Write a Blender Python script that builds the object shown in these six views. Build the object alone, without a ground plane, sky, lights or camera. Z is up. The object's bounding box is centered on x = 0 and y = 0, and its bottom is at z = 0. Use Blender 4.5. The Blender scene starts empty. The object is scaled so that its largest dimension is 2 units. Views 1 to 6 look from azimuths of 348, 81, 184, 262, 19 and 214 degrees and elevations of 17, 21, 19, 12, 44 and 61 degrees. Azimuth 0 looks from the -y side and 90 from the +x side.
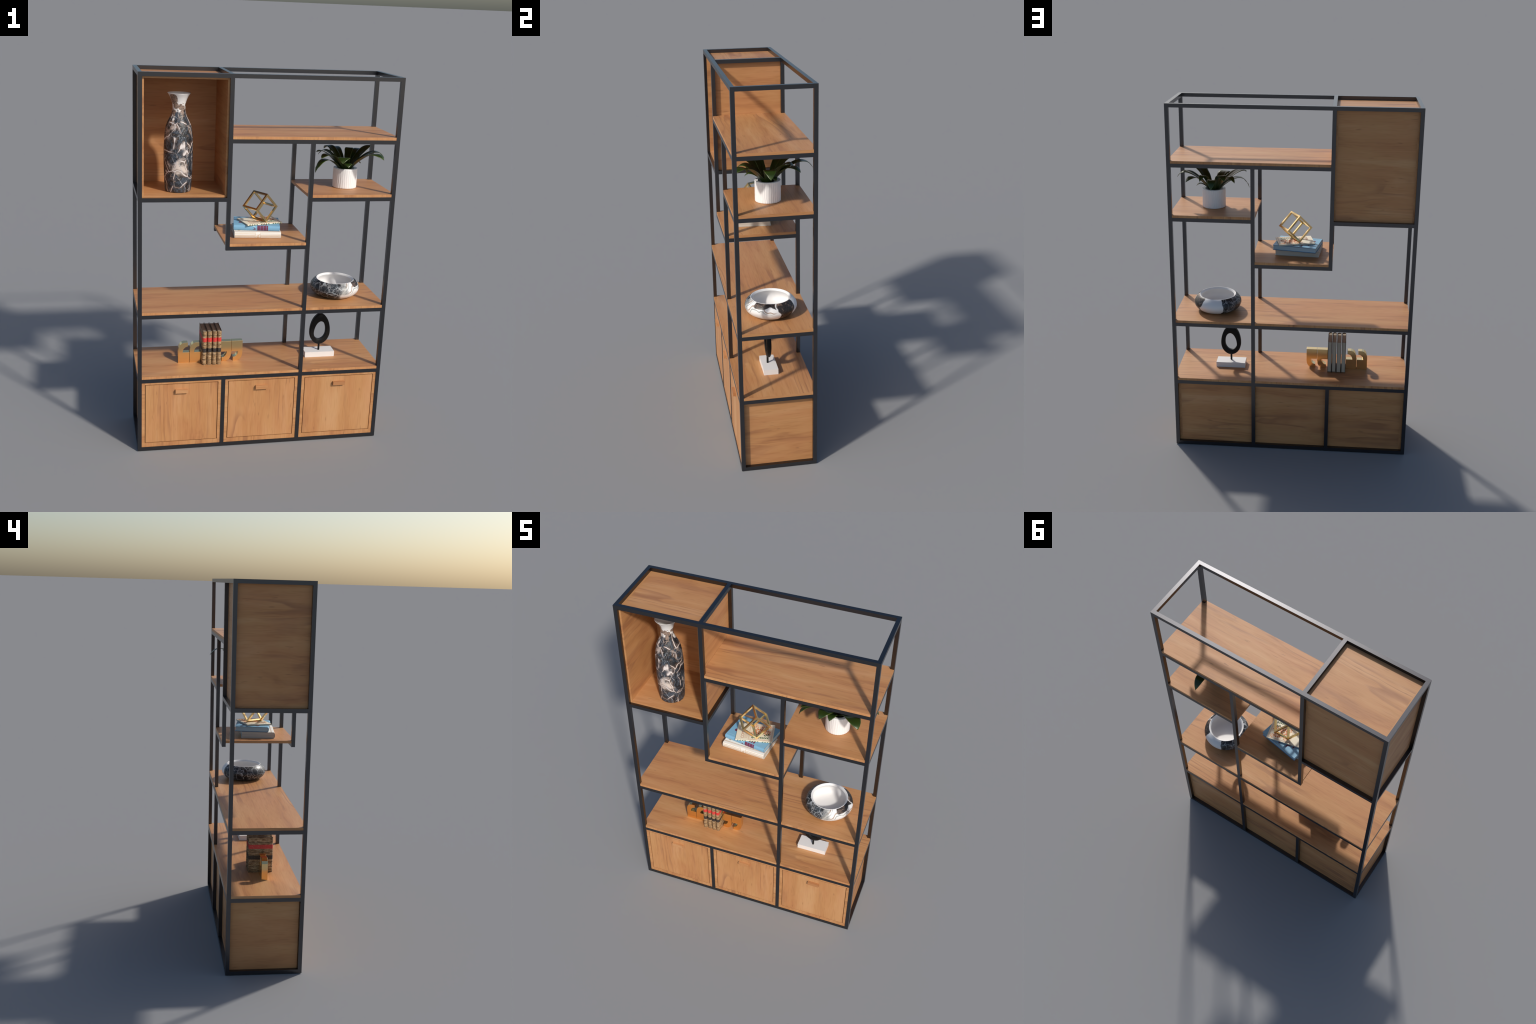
import bpy, bmesh, math, random
from mathutils import Vector, Matrix, Euler
random.seed(7)

# ------------------------------------------------------------------ scene frame (metres)
XO = 0.6665                     # outer half width of the rack
YF, YB = -0.2065, 0.1930        # front / back faces of the steel frame
T = 0.0205                      # square tube
BT = 0.0143                     # board thickness
XA0, XA1 = -0.2222, -0.2017     # left inner post
XB0, XB1 = 0.2003, 0.2208       # right inner post
XI = XO - T
Z_TOP = 2.0
Z_S1, Z_PLANT, Z_BOX, Z_BOOK, Z_A, Z_B = 1.6640, 1.3672, 1.3695, 1.1147, 0.7547, 0.3966   # beam undersides

COLL = bpy.context.scene.collection

# ------------------------------------------------------------------ node helpers
class NT:
    def __init__(self, name):
        self.mat = bpy.data.materials.new(name)
        self.mat.use_nodes = True
        self.t = self.mat.node_tree
        self.t.nodes.clear()
        self.out = self.t.nodes.new('ShaderNodeOutputMaterial')
        self.b = self.t.nodes.new('ShaderNodeBsdfPrincipled')
        self.t.links.new(self.b.outputs[0], self.out.inputs[0])
    def n(self, kind, **kw):
        nd = self.t.nodes.new(kind)
        for k, v in kw.items():
            setattr(nd, k, v)
        return nd
    def put(self, sock, val):
        if isinstance(val, bpy.types.NodeSocket):
            self.t.links.new(val, sock)
        elif isinstance(val, (tuple, list)):
            v = tuple(val)
            if sock.type == 'RGBA' and len(v) == 3:
                v = v + (1,)
            sock.default_value = v
        else:
            sock.default_value = val
    def obj(self):
        return self.n('ShaderNodeTexCoord').outputs['Object']
    def math(self, op, a, b=0.0, c=0.0, clamp=False):
        m = self.n('ShaderNodeMath', operation=op, use_clamp=clamp)
        self.put(m.inputs[0], a); self.put(m.inputs[1], b); self.put(m.inputs[2], c)
        return m.outputs[0]
    def vmath(self, op, a, b=(0, 0, 0)):
        m = self.n('ShaderNodeVectorMath', operation=op)
        self.put(m.inputs[0], a); self.put(m.inputs[1], b)
        return m.outputs[0]
    def mapping(self, v, loc=(0, 0, 0), rot=(0, 0, 0), scale=(1, 1, 1)):
        m = self.n('ShaderNodeMapping')
        self.put(m.inputs[0], v); self.put(m.inputs[1], loc); self.put(m.inputs[2], rot); self.put(m.inputs[3], scale)
        return m.outputs[0]
    def noise(self, v, scale, detail=3.0, rough=0.5, dist=0.0, out=0):
        m = self.n('ShaderNodeTexNoise')
        self.put(m.inputs['Vector'], v); self.put(m.inputs['Scale'], scale); self.put(m.inputs['Detail'], detail)
        self.put(m.inputs['Roughness'], rough); self.put(m.inputs['Distortion'], dist)
        return m.outputs[out]
    def voronoi(self, v, scale, feature='F1', out='Distance'):
        m = self.n('ShaderNodeTexVoronoi', feature=feature)
        self.put(m.inputs['Vector'], v); self.put(m.inputs['Scale'], scale)
        return m.outputs[out]
    def ramp(self, fac, stops, interp='LINEAR'):
        m = self.n('ShaderNodeValToRGB')
        m.color_ramp.interpolation = interp
        el = m.color_ramp.elements
        while len(el) < len(stops):
            el.new(0.5)
        for e, (p, col) in zip(el, stops):
            e.position = p
            if isinstance(col, (int, float)):
                col = (col, col, col)
            e.color = tuple(col) + (1,)
        self.put(m.inputs[0], fac)
        return m.outputs[0]
    def mix(self, fac, a, b, blend='MIX'):
        m = self.n('ShaderNodeMix', data_type='RGBA', blend_type=blend)
        self.put(m.inputs[0], fac); self.put(m.inputs[6], a); self.put(m.inputs[7], b)
        return m.outputs[2]
    def sep(self, v):
        m = self.n('ShaderNodeSeparateXYZ'); self.put(m.inputs[0], v); return m.outputs
    def smooth(self, v, lo, hi):
        m = self.n('ShaderNodeMapRange', interpolation_type='SMOOTHSTEP')
        self.put(m.inputs[0], v); self.put(m.inputs[1], lo); self.put(m.inputs[2], hi)
        self.put(m.inputs[3], 0.0); self.put(m.inputs[4], 1.0)
        return m.outputs[0]
    def bump(self, h, strength, dist=0.001):
        m = self.n('ShaderNodeBump'); self.put(m.inputs['Height'], h)
        self.put(m.inputs['Strength'], strength); self.put(m.inputs['Distance'], dist)
        self.put(self.b.inputs['Normal'], m.outputs[0])
    def set(self, **kw):
        names = dict(color='Base Color', rough='Roughness', metal='Metallic', spec='Specular IOR Level', coat='Coat Weight')
        for k, v in kw.items():
            self.put(self.b.inputs[names[k]], v)
        return self

def plain(name, col, rough=0.5, metal=0.0, spec=0.5):
    return NT(name).set(color=col, rough=rough, metal=metal, spec=spec).mat

# ------------------------------------------------------------------ materials
def wood(name, axis, gain=1.0, edge=False):
    m = NT(name)
    rnd = m.n('ShaderNodeObjectInfo').outputs['Random']
    off = m.n('ShaderNodeCombineXYZ')
    m.put(off.inputs[0], m.math('MULTIPLY', rnd, 37.0)); m.put(off.inputs[1], m.math('MULTIPLY', rnd, 71.0)); m.put(off.inputs[2], m.math('MULTIPLY', rnd, 53.0))
    v0 = m.obj()
    def stretched(along, across):
        s = [across] * 3
        s[axis] = along
        return m.vmath('ADD', m.mapping(v0, scale=tuple(s)), off.outputs[0])
    # broad tonal bands that wander along the board
    warp = m.noise(stretched(1.7, 3.6), 1.0, 3.0, 0.55, out=1)
    wv = m.vmath('MULTIPLY', m.vmath('SUBTRACT', warp, (0.5, 0.5, 0.5)), (0.85, 0.85, 0.85))
    base_v = m.vmath('ADD', stretched(0.8, 7.5), wv)
    broad = m.noise(base_v, 1.5, 4.0, 0.6, 0.5)
    col = m.ramp(broad, [(0.29, (0.375 * gain, 0.165 * gain, 0.066 * gain)), (0.43, (0.482 * gain, 0.229 * gain, 0.088 * gain)),
                         (0.56, (0.518 * gain, 0.260 * gain, 0.105 * gain)), (0.72, (0.560 * gain, 0.305 * gain, 0.138 * gain))])
    # reddish and honey patches
    patch = m.noise(m.vmath('ADD', stretched(1.8, 5.0), (3.1, 7.7, 1.3)), 1.7, 2.0, 0.5, 0.6)
    col = m.mix(m.smooth(patch, 0.35, 0.68), col, m.mix(1.0, col, (1.0, 0.955, 0.985), 'MULTIPLY'))
    # darker growth lines: iso-lines of a stretched, warped field, faded in and out
    field = m.noise(m.vmath('ADD', stretched(0.38, 4.6), m.vmath('MULTIPLY', wv, (0.30, 0.30, 0.30))), 1.0, 2.0, 0.5, 0.15)
    iso = m.math('FRACT', m.math('MULTIPLY', field, 15.0))
    line = m.math('MULTIPLY', m.smooth(iso, 0.45, 0.90), m.smooth(iso, 1.0, 0.90))
    fade = m.smooth(m.noise(stretched(1.3, 3.6), 1.5, 3.0, 0.6), 0.44, 0.68)
    col = m.mix(m.math('MULTIPLY', m.math('MULTIPLY', line, fade), 0.68), col, (0.30 * gain, 0.128 * gain, 0.060 * gain))
    # fine fibres and short pores
    fib = m.noise(stretched(9.0, 150.0), 1.0, 2.0, 0.6)
    col = m.mix(m.smooth(fib, 0.45, 0.75), col, m.mix(1.0, col, (0.90, 0.86, 0.82), 'MULTIPLY'))
    pore = m.noise(stretched(14.0, 90.0), 1.0, 1.0, 0.5)
    col = m.mix(m.math('MULTIPLY', m.smooth(pore, 0.69, 0.80), 0.5), col, (0.24 * gain, 0.105 * gain, 0.045 * gain))
    m.set(color=col, rough=m.math('ADD', 0.44, m.math('MULTIPLY', fib, 0.10)), spec=0.42)
    m.bump(fib, 0.08, 0.0004)
    return m.mat

WX, WY, WZ = wood('oak_grain_along_width', 0), wood('oak_grain_along_depth', 1), wood('oak_grain_upright', 2)
WEDGE = wood('oak_edge_band', 2, 1.06)

def steel():
    m = NT('dark_satin_steel')
    g = m.noise(m.obj(), 420.0, 2.0, 0.6)
    m.set(color=(0.101, 0.102, 0.110), metal=1.0, rough=m.math('ADD', 0.255, m.math('MULTIPLY', g, 0.08)))
    return m.mat
STEEL = steel()
GOLD = plain('polished_brass', (0.94, 0.68, 0.32), 0.19, 1.0)
GAP = plain('painted_gap_shadow', (0.022, 0.010, 0.005), 0.9)
WHITE = plain('white_glaze', (0.80, 0.78, 0.76), 0.42)
POTW = plain('white_ceramic', (0.90, 0.885, 0.87), 0.45)
SOIL = plain('potting_soil', (0.02, 0.017, 0.012), 0.95)
BLACK = plain('black_lacquer', (0.006, 0.006, 0.006), 0.5, 0.0, 0.22)

def marble_vase():
    m = NT('poured_marble_vase')
    v = m.obj()
    def warp(scale, amt, det=3.0, dist=0.4):
        w_ = m.vmath('SUBTRACT', m.noise(v, scale, det, 0.55, dist, out=1), (0.5, 0.5, 0.5))
        return m.vmath('MULTIPLY', w_, amt)
    w1 = warp(8.0, (0.080, 0.080, 0.11))
    w2 = warp(24.0, (0.030, 0.030, 0.035))
    vv = m.mapping(m.vmath('ADD', m.vmath('ADD', v, w1), w2), scale=(1, 1, 0.70))
    # slate, black and smoky blue pours with brown fringes
    flow = m.noise(m.mapping(vv, scale=(1, 1, 0.8)), 17.0, 5.0, 0.60, 1.6)
    col = m.ramp(flow, [(0.30, (0.008, 0.008, 0.009)), (0.41, (0.030, 0.026, 0.026)), (0.47, (0.010, 0.010, 0.012)), (0.52, (0.032, 0.039, 0.050)),
                        (0.56, (0.075, 0.092, 0.118)), (0.60, (0.018, 0.019, 0.023)), (0.66, (0.06, 0.048, 0.043)), (0.73, (0.20, 0.145, 0.115))])
    wisp = m.smooth(m.noise(m.mapping(vv, scale=(1, 1, 0.55)), 44.0, 5.0, 0.7, 2.2), 0.56, 0.74)
    col = m.mix(m.math('MULTIPLY', wisp, 0.60), col, (0.25, 0.29, 0.34))
    # cream pools
    pool = m.smooth(m.noise(m.vmath('ADD', m.vmath('ADD', v, w1), (0.31, 0.0, 0.02)), 12.5, 3.0, 0.5, 0.7), 0.575, 0.70)
    col = m.mix(m.math('MULTIPLY', pool, 0.9), col, m.mix(m.smooth(flow, 0.42, 0.6), (0.30, 0.21, 0.17), (0.66, 0.56, 0.49)))
    # a large cream pour low on the front and a pale plume above it
    def splash(cx, cy, cz, rx, rz, jit):
        d = m.vmath('SUBTRACT', m.vmath('ADD', v, m.vmath('MULTIPLY', m.vmath('ADD', w1, w2), (jit, jit, jit))), (cx, cy, cz))
        d = m.vmath('MULTIPLY', d, (1 / rx, 1 / rx, 1 / rz))
        L_ = m.n('ShaderNodeVectorMath', operation='LENGTH'); m.put(L_.inputs[0], d)
        return m.smooth(L_.outputs['Value'], 1.05, 0.45)
    col = m.mix(m.math('MULTIPLY', splash(-0.447, -0.142, 1.520, 0.044, 0.055, 2.0), m.smooth(flow, 0.38, 0.50)), col, (0.66, 0.56, 0.49))
    col = m.mix(m.math('MULTIPLY', splash(-0.440, -0.140, 1.690, 0.026, 0.075, 1.0), m.math('MULTIPLY', m.smooth(wisp, 0.0, 0.5), 0.85)), col, (0.50, 0.54, 0.58))
    # lacing: small cells in patches
    small = m.voronoi(vv, 46.0, 'DISTANCE_TO_EDGE')
    lac = m.math('MULTIPLY', m.smooth(small, 0.060, 0.015), m.smooth(m.noise(v, 19.0, 2.0), 0.52, 0.60))
    col = m.mix(m.math('MULTIPLY', lac, 0.8), col, (0.34, 0.25, 0.20))
    # pale veins round the big pours, each with a brown shore
    vb = m.mapping(m.vmath('ADD', v, m.vmath('MULTIPLY', warp(11.0, (0.06, 0.06, 0.08), 1.5, 0.2), (1, 1, 1))), loc=(0.012, 0.02, 0.03), scale=(1, 1, 0.66))
    big = m.voronoi(vb, 15.0, 'DISTANCE_TO_EDGE')
    keep = m.smooth(m.noise(v, 14.0, 2.0), 0.40, 0.52)
    col = m.mix(m.math('MULTIPLY', m.math('MULTIPLY', m.smooth(big, 0.11, 0.03), keep), 0.6), col, (0.17, 0.105, 0.075))
    col = m.mix(m.math('MULTIPLY', m.smooth(big, 0.030, 0.012), keep), col, (0.74, 0.67, 0.64))
    mid = m.voronoi(m.mapping(vb, loc=(0.2, 0.1, 0.3)), 27.0, 'DISTANCE_TO_EDGE')
    col = m.mix(m.math('MULTIPLY', m.math('MULTIPLY', m.smooth(mid, 0.030, 0.008), m.smooth(m.noise(v, 17.0, 2.0, 0.5), 0.46, 0.56)), 0.75), col, (0.50, 0.48, 0.49))
    # white flared neck, with brown blotches running down from it
    z = m.sep(v)[2]
    zz = m.math('ADD', z, m.math('MULTIPLY', m.math('SUBTRACT', m.noise(v, 15.0, 3.0), 0.5), 0.22))
    neck = m.smooth(zz, 1.778, 1.792)
    blot = m.voronoi(m.vmath('ADD', m.mapping(v, scale=(1, 1, 0.75)), m.vmath('MULTIPLY', w2, (0.4, 0.4, 0.4))), 40.0, 'F1')
    bl = m.math('MULTIPLY', m.smooth(blot, 0.60, 0.54), m.math('MULTIPLY', m.smooth(m.math('ADD', z, m.math('MULTIPLY', m.noise(v, 30.0, 0.0), 0.05)), 1.880, 1.868), m.smooth(m.noise(v, 15.0, 1.0), 0.40, 0.44)))
    speck = m.noise(v, 190.0, 2.0)
    neckcol = m.mix(bl, (0.80, 0.77, 0.75), m.mix(m.smooth(speck, 0.5, 0.6), (0.30, 0.21, 0.16), (0.10, 0.08, 0.075)))
    for cx, cy, cz, rr in ((-0.490, -0.105, 1.862, 0.026), (-0.478, -0.108, 1.832, 0.017), (-0.452, -0.112, 1.826, 0.016), (-0.434, -0.108, 1.815, 0.019), (-0.446, -0.115, 1.795, 0.016)):
        neckcol = m.mix(m.smooth(splash(cx, cy, cz, rr, rr * 1.15, 0.25), 0.12, 0.2), neckcol, m.mix(m.smooth(speck, 0.48, 0.6), (0.31, 0.215, 0.165), (0.12, 0.095, 0.085)))
    col = m.mix(neck, col, neckcol)
    m.set(color=col, rough=0.45, spec=0.45)
    return m.mat

BOWL_C = Vector((0.4345, -0.0035, 0.0))
def marble_bowl():
    m = NT('poured_marble_bowl')
    v = m.obj()
    p = m.vmath('SUBTRACT', v, (BOWL_C.x, BOWL_C.y, 0.0))
    px, py, pz = m.sep(p)
    ang = m.math('ARCTAN2', py, px)
    wob = m.math('MULTIPLY', m.math('SUBTRACT', m.noise(v, 11.0, 2.0, 0.5), 0.5), 1.4)
    a = m.math('ADD', ang, wob)
    # swirled white ground with taupe and grey-green ribbons
    swz = m.math('ADD', pz, m.math('MULTIPLY', m.math('SINE', m.math('MULTIPLY', ang, 2.3)), 0.03))
    sw = m.math('ADD', m.math('MULTIPLY', swz, 21.0), m.math('MULTIPLY', m.noise(v, 8.0, 2.0, 0.5, 0.5), 3.0))
    fr = m.math('FRACT', sw)
    rib = m.ramp(fr, [(0.0, (0.80, 0.78, 0.76)), (0.50, (0.80, 0.78, 0.76)), (0.58, (0.22, 0.23, 0.21)), (0.66, (0.78, 0.77, 0.75)),
                      (0.80, (0.78, 0.76, 0.74)), (0.86, (0.36, 0.27, 0.21)), (0.97, (0.42, 0.32, 0.25)), (1.0, (0.80, 0.78, 0.76))])
    front = m.math('MULTIPLY', m.smooth(ang, -1.75, -1.5), m.smooth(ang, 0.15, -0.1))
    upper = m.smooth(m.math('ADD', pz, m.math('MULTIPLY', wob, 0.01)), 0.826, 0.842)
    col = m.mix(m.math('MULTIPLY', front, upper), (0.80, 0.785, 0.77), rib)
    # brown-black pour on the sunny end
    br = m.noise(v, 34.0, 4.0, 0.65, 1.5)
    brown = m.ramp(br, [(0.36, (0.012, 0.010, 0.010)), (0.52, (0.035, 0.026, 0.022)), (0.62, (0.15, 0.10, 0.075)), (0.72, (0.32, 0.22, 0.17))])
    m1 = m.math('MULTIPLY', m.smooth(a, 0.10, 0.16), m.smooth(a, 0.80, 0.72))
    rim_band = m.math('MULTIPLY', m.math('MULTIPLY', m.smooth(a, -0.70, -0.62), m.smooth(a, 0.10, 0.02)),
                      m.smooth(m.math('ADD', m.math('ADD', pz, m.math('MULTIPLY', wob, 0.03)), m.math('MULTIPLY', m.math('SINE', m.math('MULTIPLY', ang, 9.0)), 0.004)), 0.860, 0.864))
    col = m.mix(m.math('MAXIMUM', m1, rim_band), col, brown)
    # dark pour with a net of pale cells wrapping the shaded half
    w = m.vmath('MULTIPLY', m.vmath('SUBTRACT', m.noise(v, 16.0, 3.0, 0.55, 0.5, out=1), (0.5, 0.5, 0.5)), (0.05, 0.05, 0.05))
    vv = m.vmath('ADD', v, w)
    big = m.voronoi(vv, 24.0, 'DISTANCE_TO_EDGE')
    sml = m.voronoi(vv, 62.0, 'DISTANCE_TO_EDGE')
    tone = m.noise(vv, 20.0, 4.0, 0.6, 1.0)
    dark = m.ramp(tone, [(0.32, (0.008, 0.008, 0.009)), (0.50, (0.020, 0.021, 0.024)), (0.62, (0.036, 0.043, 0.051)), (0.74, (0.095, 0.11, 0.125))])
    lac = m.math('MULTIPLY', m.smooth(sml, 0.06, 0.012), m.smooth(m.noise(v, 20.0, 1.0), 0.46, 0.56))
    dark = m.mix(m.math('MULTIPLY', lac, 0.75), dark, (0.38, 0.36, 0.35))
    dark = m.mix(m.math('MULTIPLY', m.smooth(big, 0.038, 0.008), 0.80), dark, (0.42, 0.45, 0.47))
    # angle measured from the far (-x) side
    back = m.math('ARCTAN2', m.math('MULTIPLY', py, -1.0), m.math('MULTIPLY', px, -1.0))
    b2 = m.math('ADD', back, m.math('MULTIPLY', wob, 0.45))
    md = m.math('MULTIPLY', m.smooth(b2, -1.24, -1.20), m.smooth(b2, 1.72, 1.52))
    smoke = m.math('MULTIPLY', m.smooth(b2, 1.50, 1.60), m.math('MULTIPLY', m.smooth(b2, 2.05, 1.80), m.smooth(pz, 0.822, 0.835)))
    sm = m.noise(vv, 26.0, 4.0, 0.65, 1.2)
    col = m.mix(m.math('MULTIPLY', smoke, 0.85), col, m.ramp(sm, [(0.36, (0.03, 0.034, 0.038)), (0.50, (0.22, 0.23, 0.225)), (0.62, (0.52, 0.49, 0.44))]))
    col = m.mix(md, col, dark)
    m.set(color=col, rough=0.40, spec=0.45)
    return m.mat

def leaf_mat():
    m = NT('strap_leaf')
    v = m.n('ShaderNodeTexCoord').outputs['UV']
    u = m.sep(v)
    edge = m.math('ABSOLUTE', m.math('SUBTRACT', u[0], 0.5))
    vein = m.noise(m.mapping(v, scale=(26.0, 1.2, 1.0)), 1.0, 2.0, 0.5)
    col = m.mix(vein, (0.016, 0.034, 0.006), (0.030, 0.058, 0.010))
    col = m.mix(m.math('MULTIPLY', m.smooth(edge, 0.40, 0.50), 0.6), col, (0.13, 0.17, 0.03))
    col = m.mix(m.math('MULTIPLY', m.smooth(u[1], 0.86, 1.0), 0.5), col, (0.10, 0.14, 0.03))
    m.set(color=col, rough=0.31, spec=0.6)
    tr = m.n('ShaderNodeBsdfTranslucent'); m.put(tr.inputs[0], (0.20, 0.32, 0.05))
    mx = m.n('ShaderNodeMixShader'); mx.inputs[0].default_value = 0.16
    m.t.links.new(m.b.outputs[0], mx.inputs[1]); m.t.links.new(tr.outputs[0], mx.inputs[2])
    m.t.links.new(mx.outputs[0], m.out.inputs[0])
    m.bump(vein, 0.25, 0.001)
    return m.mat

def pages(name, col):
    m = NT(name)
    n = m.noise(m.mapping(m.obj(), scale=(1, 1, 1)), 700.0, 1.0)
    m.set(color=m.mix(m.smooth(n, 0.35, 0.65), tuple(c * 0.82 for c in col), col), rough=0.85)
    return m.mat

def paper_lines(name, col, axis):
    m = NT(name)
    s = [3.0, 3.0, 3.0]; s[axis] = 900.0
    n = m.noise(m.mapping(m.obj(), scale=tuple(s)), 1.0, 1.0)
    m.set(color=m.mix(m.smooth(n, 0.3, 0.7), tuple(c * 0.78 for c in col), col), rough=0.85)
    return m.mat

ZB_TOP = Z_B + T + BT           # top of the lowest open board
SBH = 0.196                     # height of the upright books
def leather():
    m = NT('banded_leather')
    v = m.obj()
    z = m.sep(v)[2]
    t = m.math('DIVIDE', m.math('SUBTRACT', z, ZB_TOP), SBH)        # 0 at the foot, 1 at the head
    base = m.ramp(m.noise(m.mapping(v, scale=(1.0, 1.0, 5.0)), 34.0, 3.0, 0.7), [(0.34, (0.14, 0.075, 0.033)), (0.48, (0.34, 0.21, 0.10)), (0.66, (0.62, 0.46, 0.28))])
    fleck = m.noise(m.mapping(v, scale=(1.3, 1.3, 1.0)), 230.0, 2.0, 0.6)
    base = m.mix(m.math('MULTIPLY', m.smooth(fleck, 0.50, 0.62), 0.6), base, (0.055, 0.032, 0.016))
    rib = m.math('ABSOLUTE', m.math('SUBTRACT', m.math('FRACT', m.math('ADD', m.math('MULTIPLY', t, 7.0), 0.35)), 0.5))
    base = m.mix(m.math('MULTIPLY', m.smooth(rib, 0.09, 0.03), 0.75), base, (0.06, 0.035, 0.02))
    K, R = (0.030, 0.027, 0.028), (0.62, 0.045, 0.040)
    lab = m.ramp(t, [(0.0, 0.0), (0.375, 0.0), (0.38, 1.0), (0.495, 1.0), (0.50, 0.0)], 'LINEAR')
    red = m.ramp(t, [(0.0, 0.0), (0.685, 0.0), (0.69, 1.0), (0.805, 1.0), (0.81, 0.0)], 'LINEAR')
    col = m.mix(lab, base, m.mix(m.math('MULTIPLY', m.smooth(fleck, 0.56, 0.66), 0.35), K, (0.25, 0.2, 0.12)))
    col = m.mix(red, col, m.mix(m.math('MULTIPLY', m.smooth(fleck, 0.58, 0.68), 0.5), R, (0.75, 0.40, 0.30)))
    m.set(color=col, rough=0.45)
    return m.mat

M_VASE, M_BOWL, M_LEAF, M_LEATHER = marble_vase(), marble_bowl(), leaf_mat(), leather()
M_LEATHER_EDGE = plain('dark_leather_edge', (0.035, 0.024, 0.016), 0.6)
PAGE_UP = paper_lines('aged_page_edges', (0.48, 0.42, 0.33), 0)
PAGE_W = paper_lines('white_book_pages', (0.62, 0.57, 0.50), 2)
PAGE_B = paper_lines('blue_tinted_pages', (0.42, 0.55, 0.62), 2)
COVER_W = plain('ivory_cover', (0.80, 0.77, 0.71), 0.45)
COVER_B = plain('sky_blue_cover', (0.20, 0.42, 0.60), 0.42)
COVER_BD = plain('deep_blue_cover_edge', (0.035, 0.10, 0.20), 0.5)
COVER_C = plain('cream_cover', (0.78, 0.72, 0.57), 0.5)
PAGE_C = paper_lines('cream_book_pages', (0.55, 0.54, 0.47), 2)
INK_GOLD = plain('gold_foil', (0.50, 0.29, 0.08), 0.4)
INK_RUST = plain('rust_ink', (0.58, 0.17, 0.055), 0.55)
INK_ORANGE = plain('orange_ink', (0.75, 0.30, 0.10), 0.55)
INK_GREEN = plain('green_ink', (0.055, 0.12, 0.05), 0.55)
INK_BROWN = plain('red_brown_ink', (0.50, 0.23, 0.14), 0.55)
INK_MAROON = plain('maroon_ink', (0.16, 0.035, 0.075), 0.5)
INK_VIOLET = plain('violet_ink', (0.22, 0.20, 0.42), 0.5)
INK_NAVY = plain('navy_ink', (0.015, 0.03, 0.06), 0.5)
INK_AQUA = plain('aqua_ink', (0.40, 0.66, 0.70), 0.5)

# ------------------------------------------------------------------ object helpers
def link(o, parent=None):
    COLL.objects.link(o)
    if parent is not None:
        o.parent = parent
        o.matrix_parent_inverse = Matrix.Translation(-Vector(parent.location))
    return o

def thing(name, label, category, loc):
    e = bpy.data.objects.new(name, None)
    e.empty_display_size = 0.05
    COLL.objects.link(e)
    e["label"] = label
    e["category"] = category
    e.location = loc
    return e

def mesh_obj(name, bm, mats, parent, smooth=False, angle=None):
    bmesh.ops.recalc_face_normals(bm, faces=bm.faces)
    me = bpy.data.meshes.new(name)
    bm.to_mesh(me); bm.free()
    for mt in (mats if isinstance(mats, (list, tuple)) else [mats]):
        me.materials.append(mt)
    if smooth:
        for p in me.polygons:
            p.use_smooth = True
        if angle is not None:
            me.set_sharp_from_angle(angle=math.radians(angle))
    return link(bpy.data.objects.new(name, me), parent)

def add_box(bm, x0, x1, y0, y1, z0, z1, mi=0):
    vs = [bm.verts.new((x, y, z)) for x in (x0, x1) for y in (y0, y1) for z in (z0, z1)]
    idx = [(0, 1, 3, 2), (4, 6, 7, 5), (0, 4, 5, 1), (2, 3, 7, 6), (0, 2, 6, 4), (1, 5, 7, 3)]
    fs = [bm.faces.new([vs[i] for i in f]) for f in idx]
    for f in fs:
        f.material_index = mi
    return fs

def bevel_all(bm, w, seg=1, min_angle=40):
    es = [e for e in bm.edges if len(e.link_faces) == 2 and e.calc_face_angle(0) > math.radians(min_angle)]
    bmesh.ops.bevel(bm, geom=es, offset=w, segments=seg, profile=0.5, affect='EDGES', clamp_overlap=True)

def box(name, x0, x1, y0, y1, z0, z1, mat, parent, bevel=0.0, seg=1):
    bm = bmesh.new()
    add_box(bm, x0, x1, y0, y1, z0, z1)
    if bevel:
        bevel_all(bm, bevel, seg)
    return mesh_obj(name, bm, mat, parent)

def prism(bm, poly, z0, z1, mi=0, place=lambda p: p):
    """extrude a 2D outline between two levels; place maps (a, b, level) to xyz"""
    lo = [bm.verts.new(place((a, b, z0))) for a, b in poly]
    hi = [bm.verts.new(place((a, b, z1))) for a, b in poly]
    fs = [bm.faces.new(lo[::-1]), bm.faces.new(hi)]
    k = len(poly)
    for i in range(k):
        fs.append(bm.faces.new((lo[i], lo[(i + 1) % k], hi[(i + 1) % k], hi[i])))
    for f in fs:
        f.material_index = mi
    return fs

def lathe(name, prof, centre, mat, parent, seg=96, radial=None, sharp=35):
    bm = bmesh.new()
    rings = []
    for r, z in prof:
        if r < 1e-6:
            rings.append([bm.verts.new((centre[0], centre[1], z))])
        else:
            ring = []
            for i in range(seg):
                a = 2 * math.pi * i / seg
                rr = r * (radial(a, r, z) if radial else 1.0)
                ring.append(bm.verts.new((centre[0] + rr * math.cos(a), centre[1] + rr * math.sin(a), z)))
            rings.append(ring)
    for A, B in zip(rings, rings[1:]):
        for i in range(seg):
            j = (i + 1) % seg
            if len(A) == 1 and len(B) == 1:
                continue
            if len(A) == 1:
                bm.faces.new((A[0], B[i], B[j]))
            elif len(B) == 1:
                bm.faces.new((A[i], A[j], B[0]))
            else:
                bm.faces.new((A[i], A[j], B[j], B[i]))
    return mesh_obj(name, bm, mat, parent, True, sharp)

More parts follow.
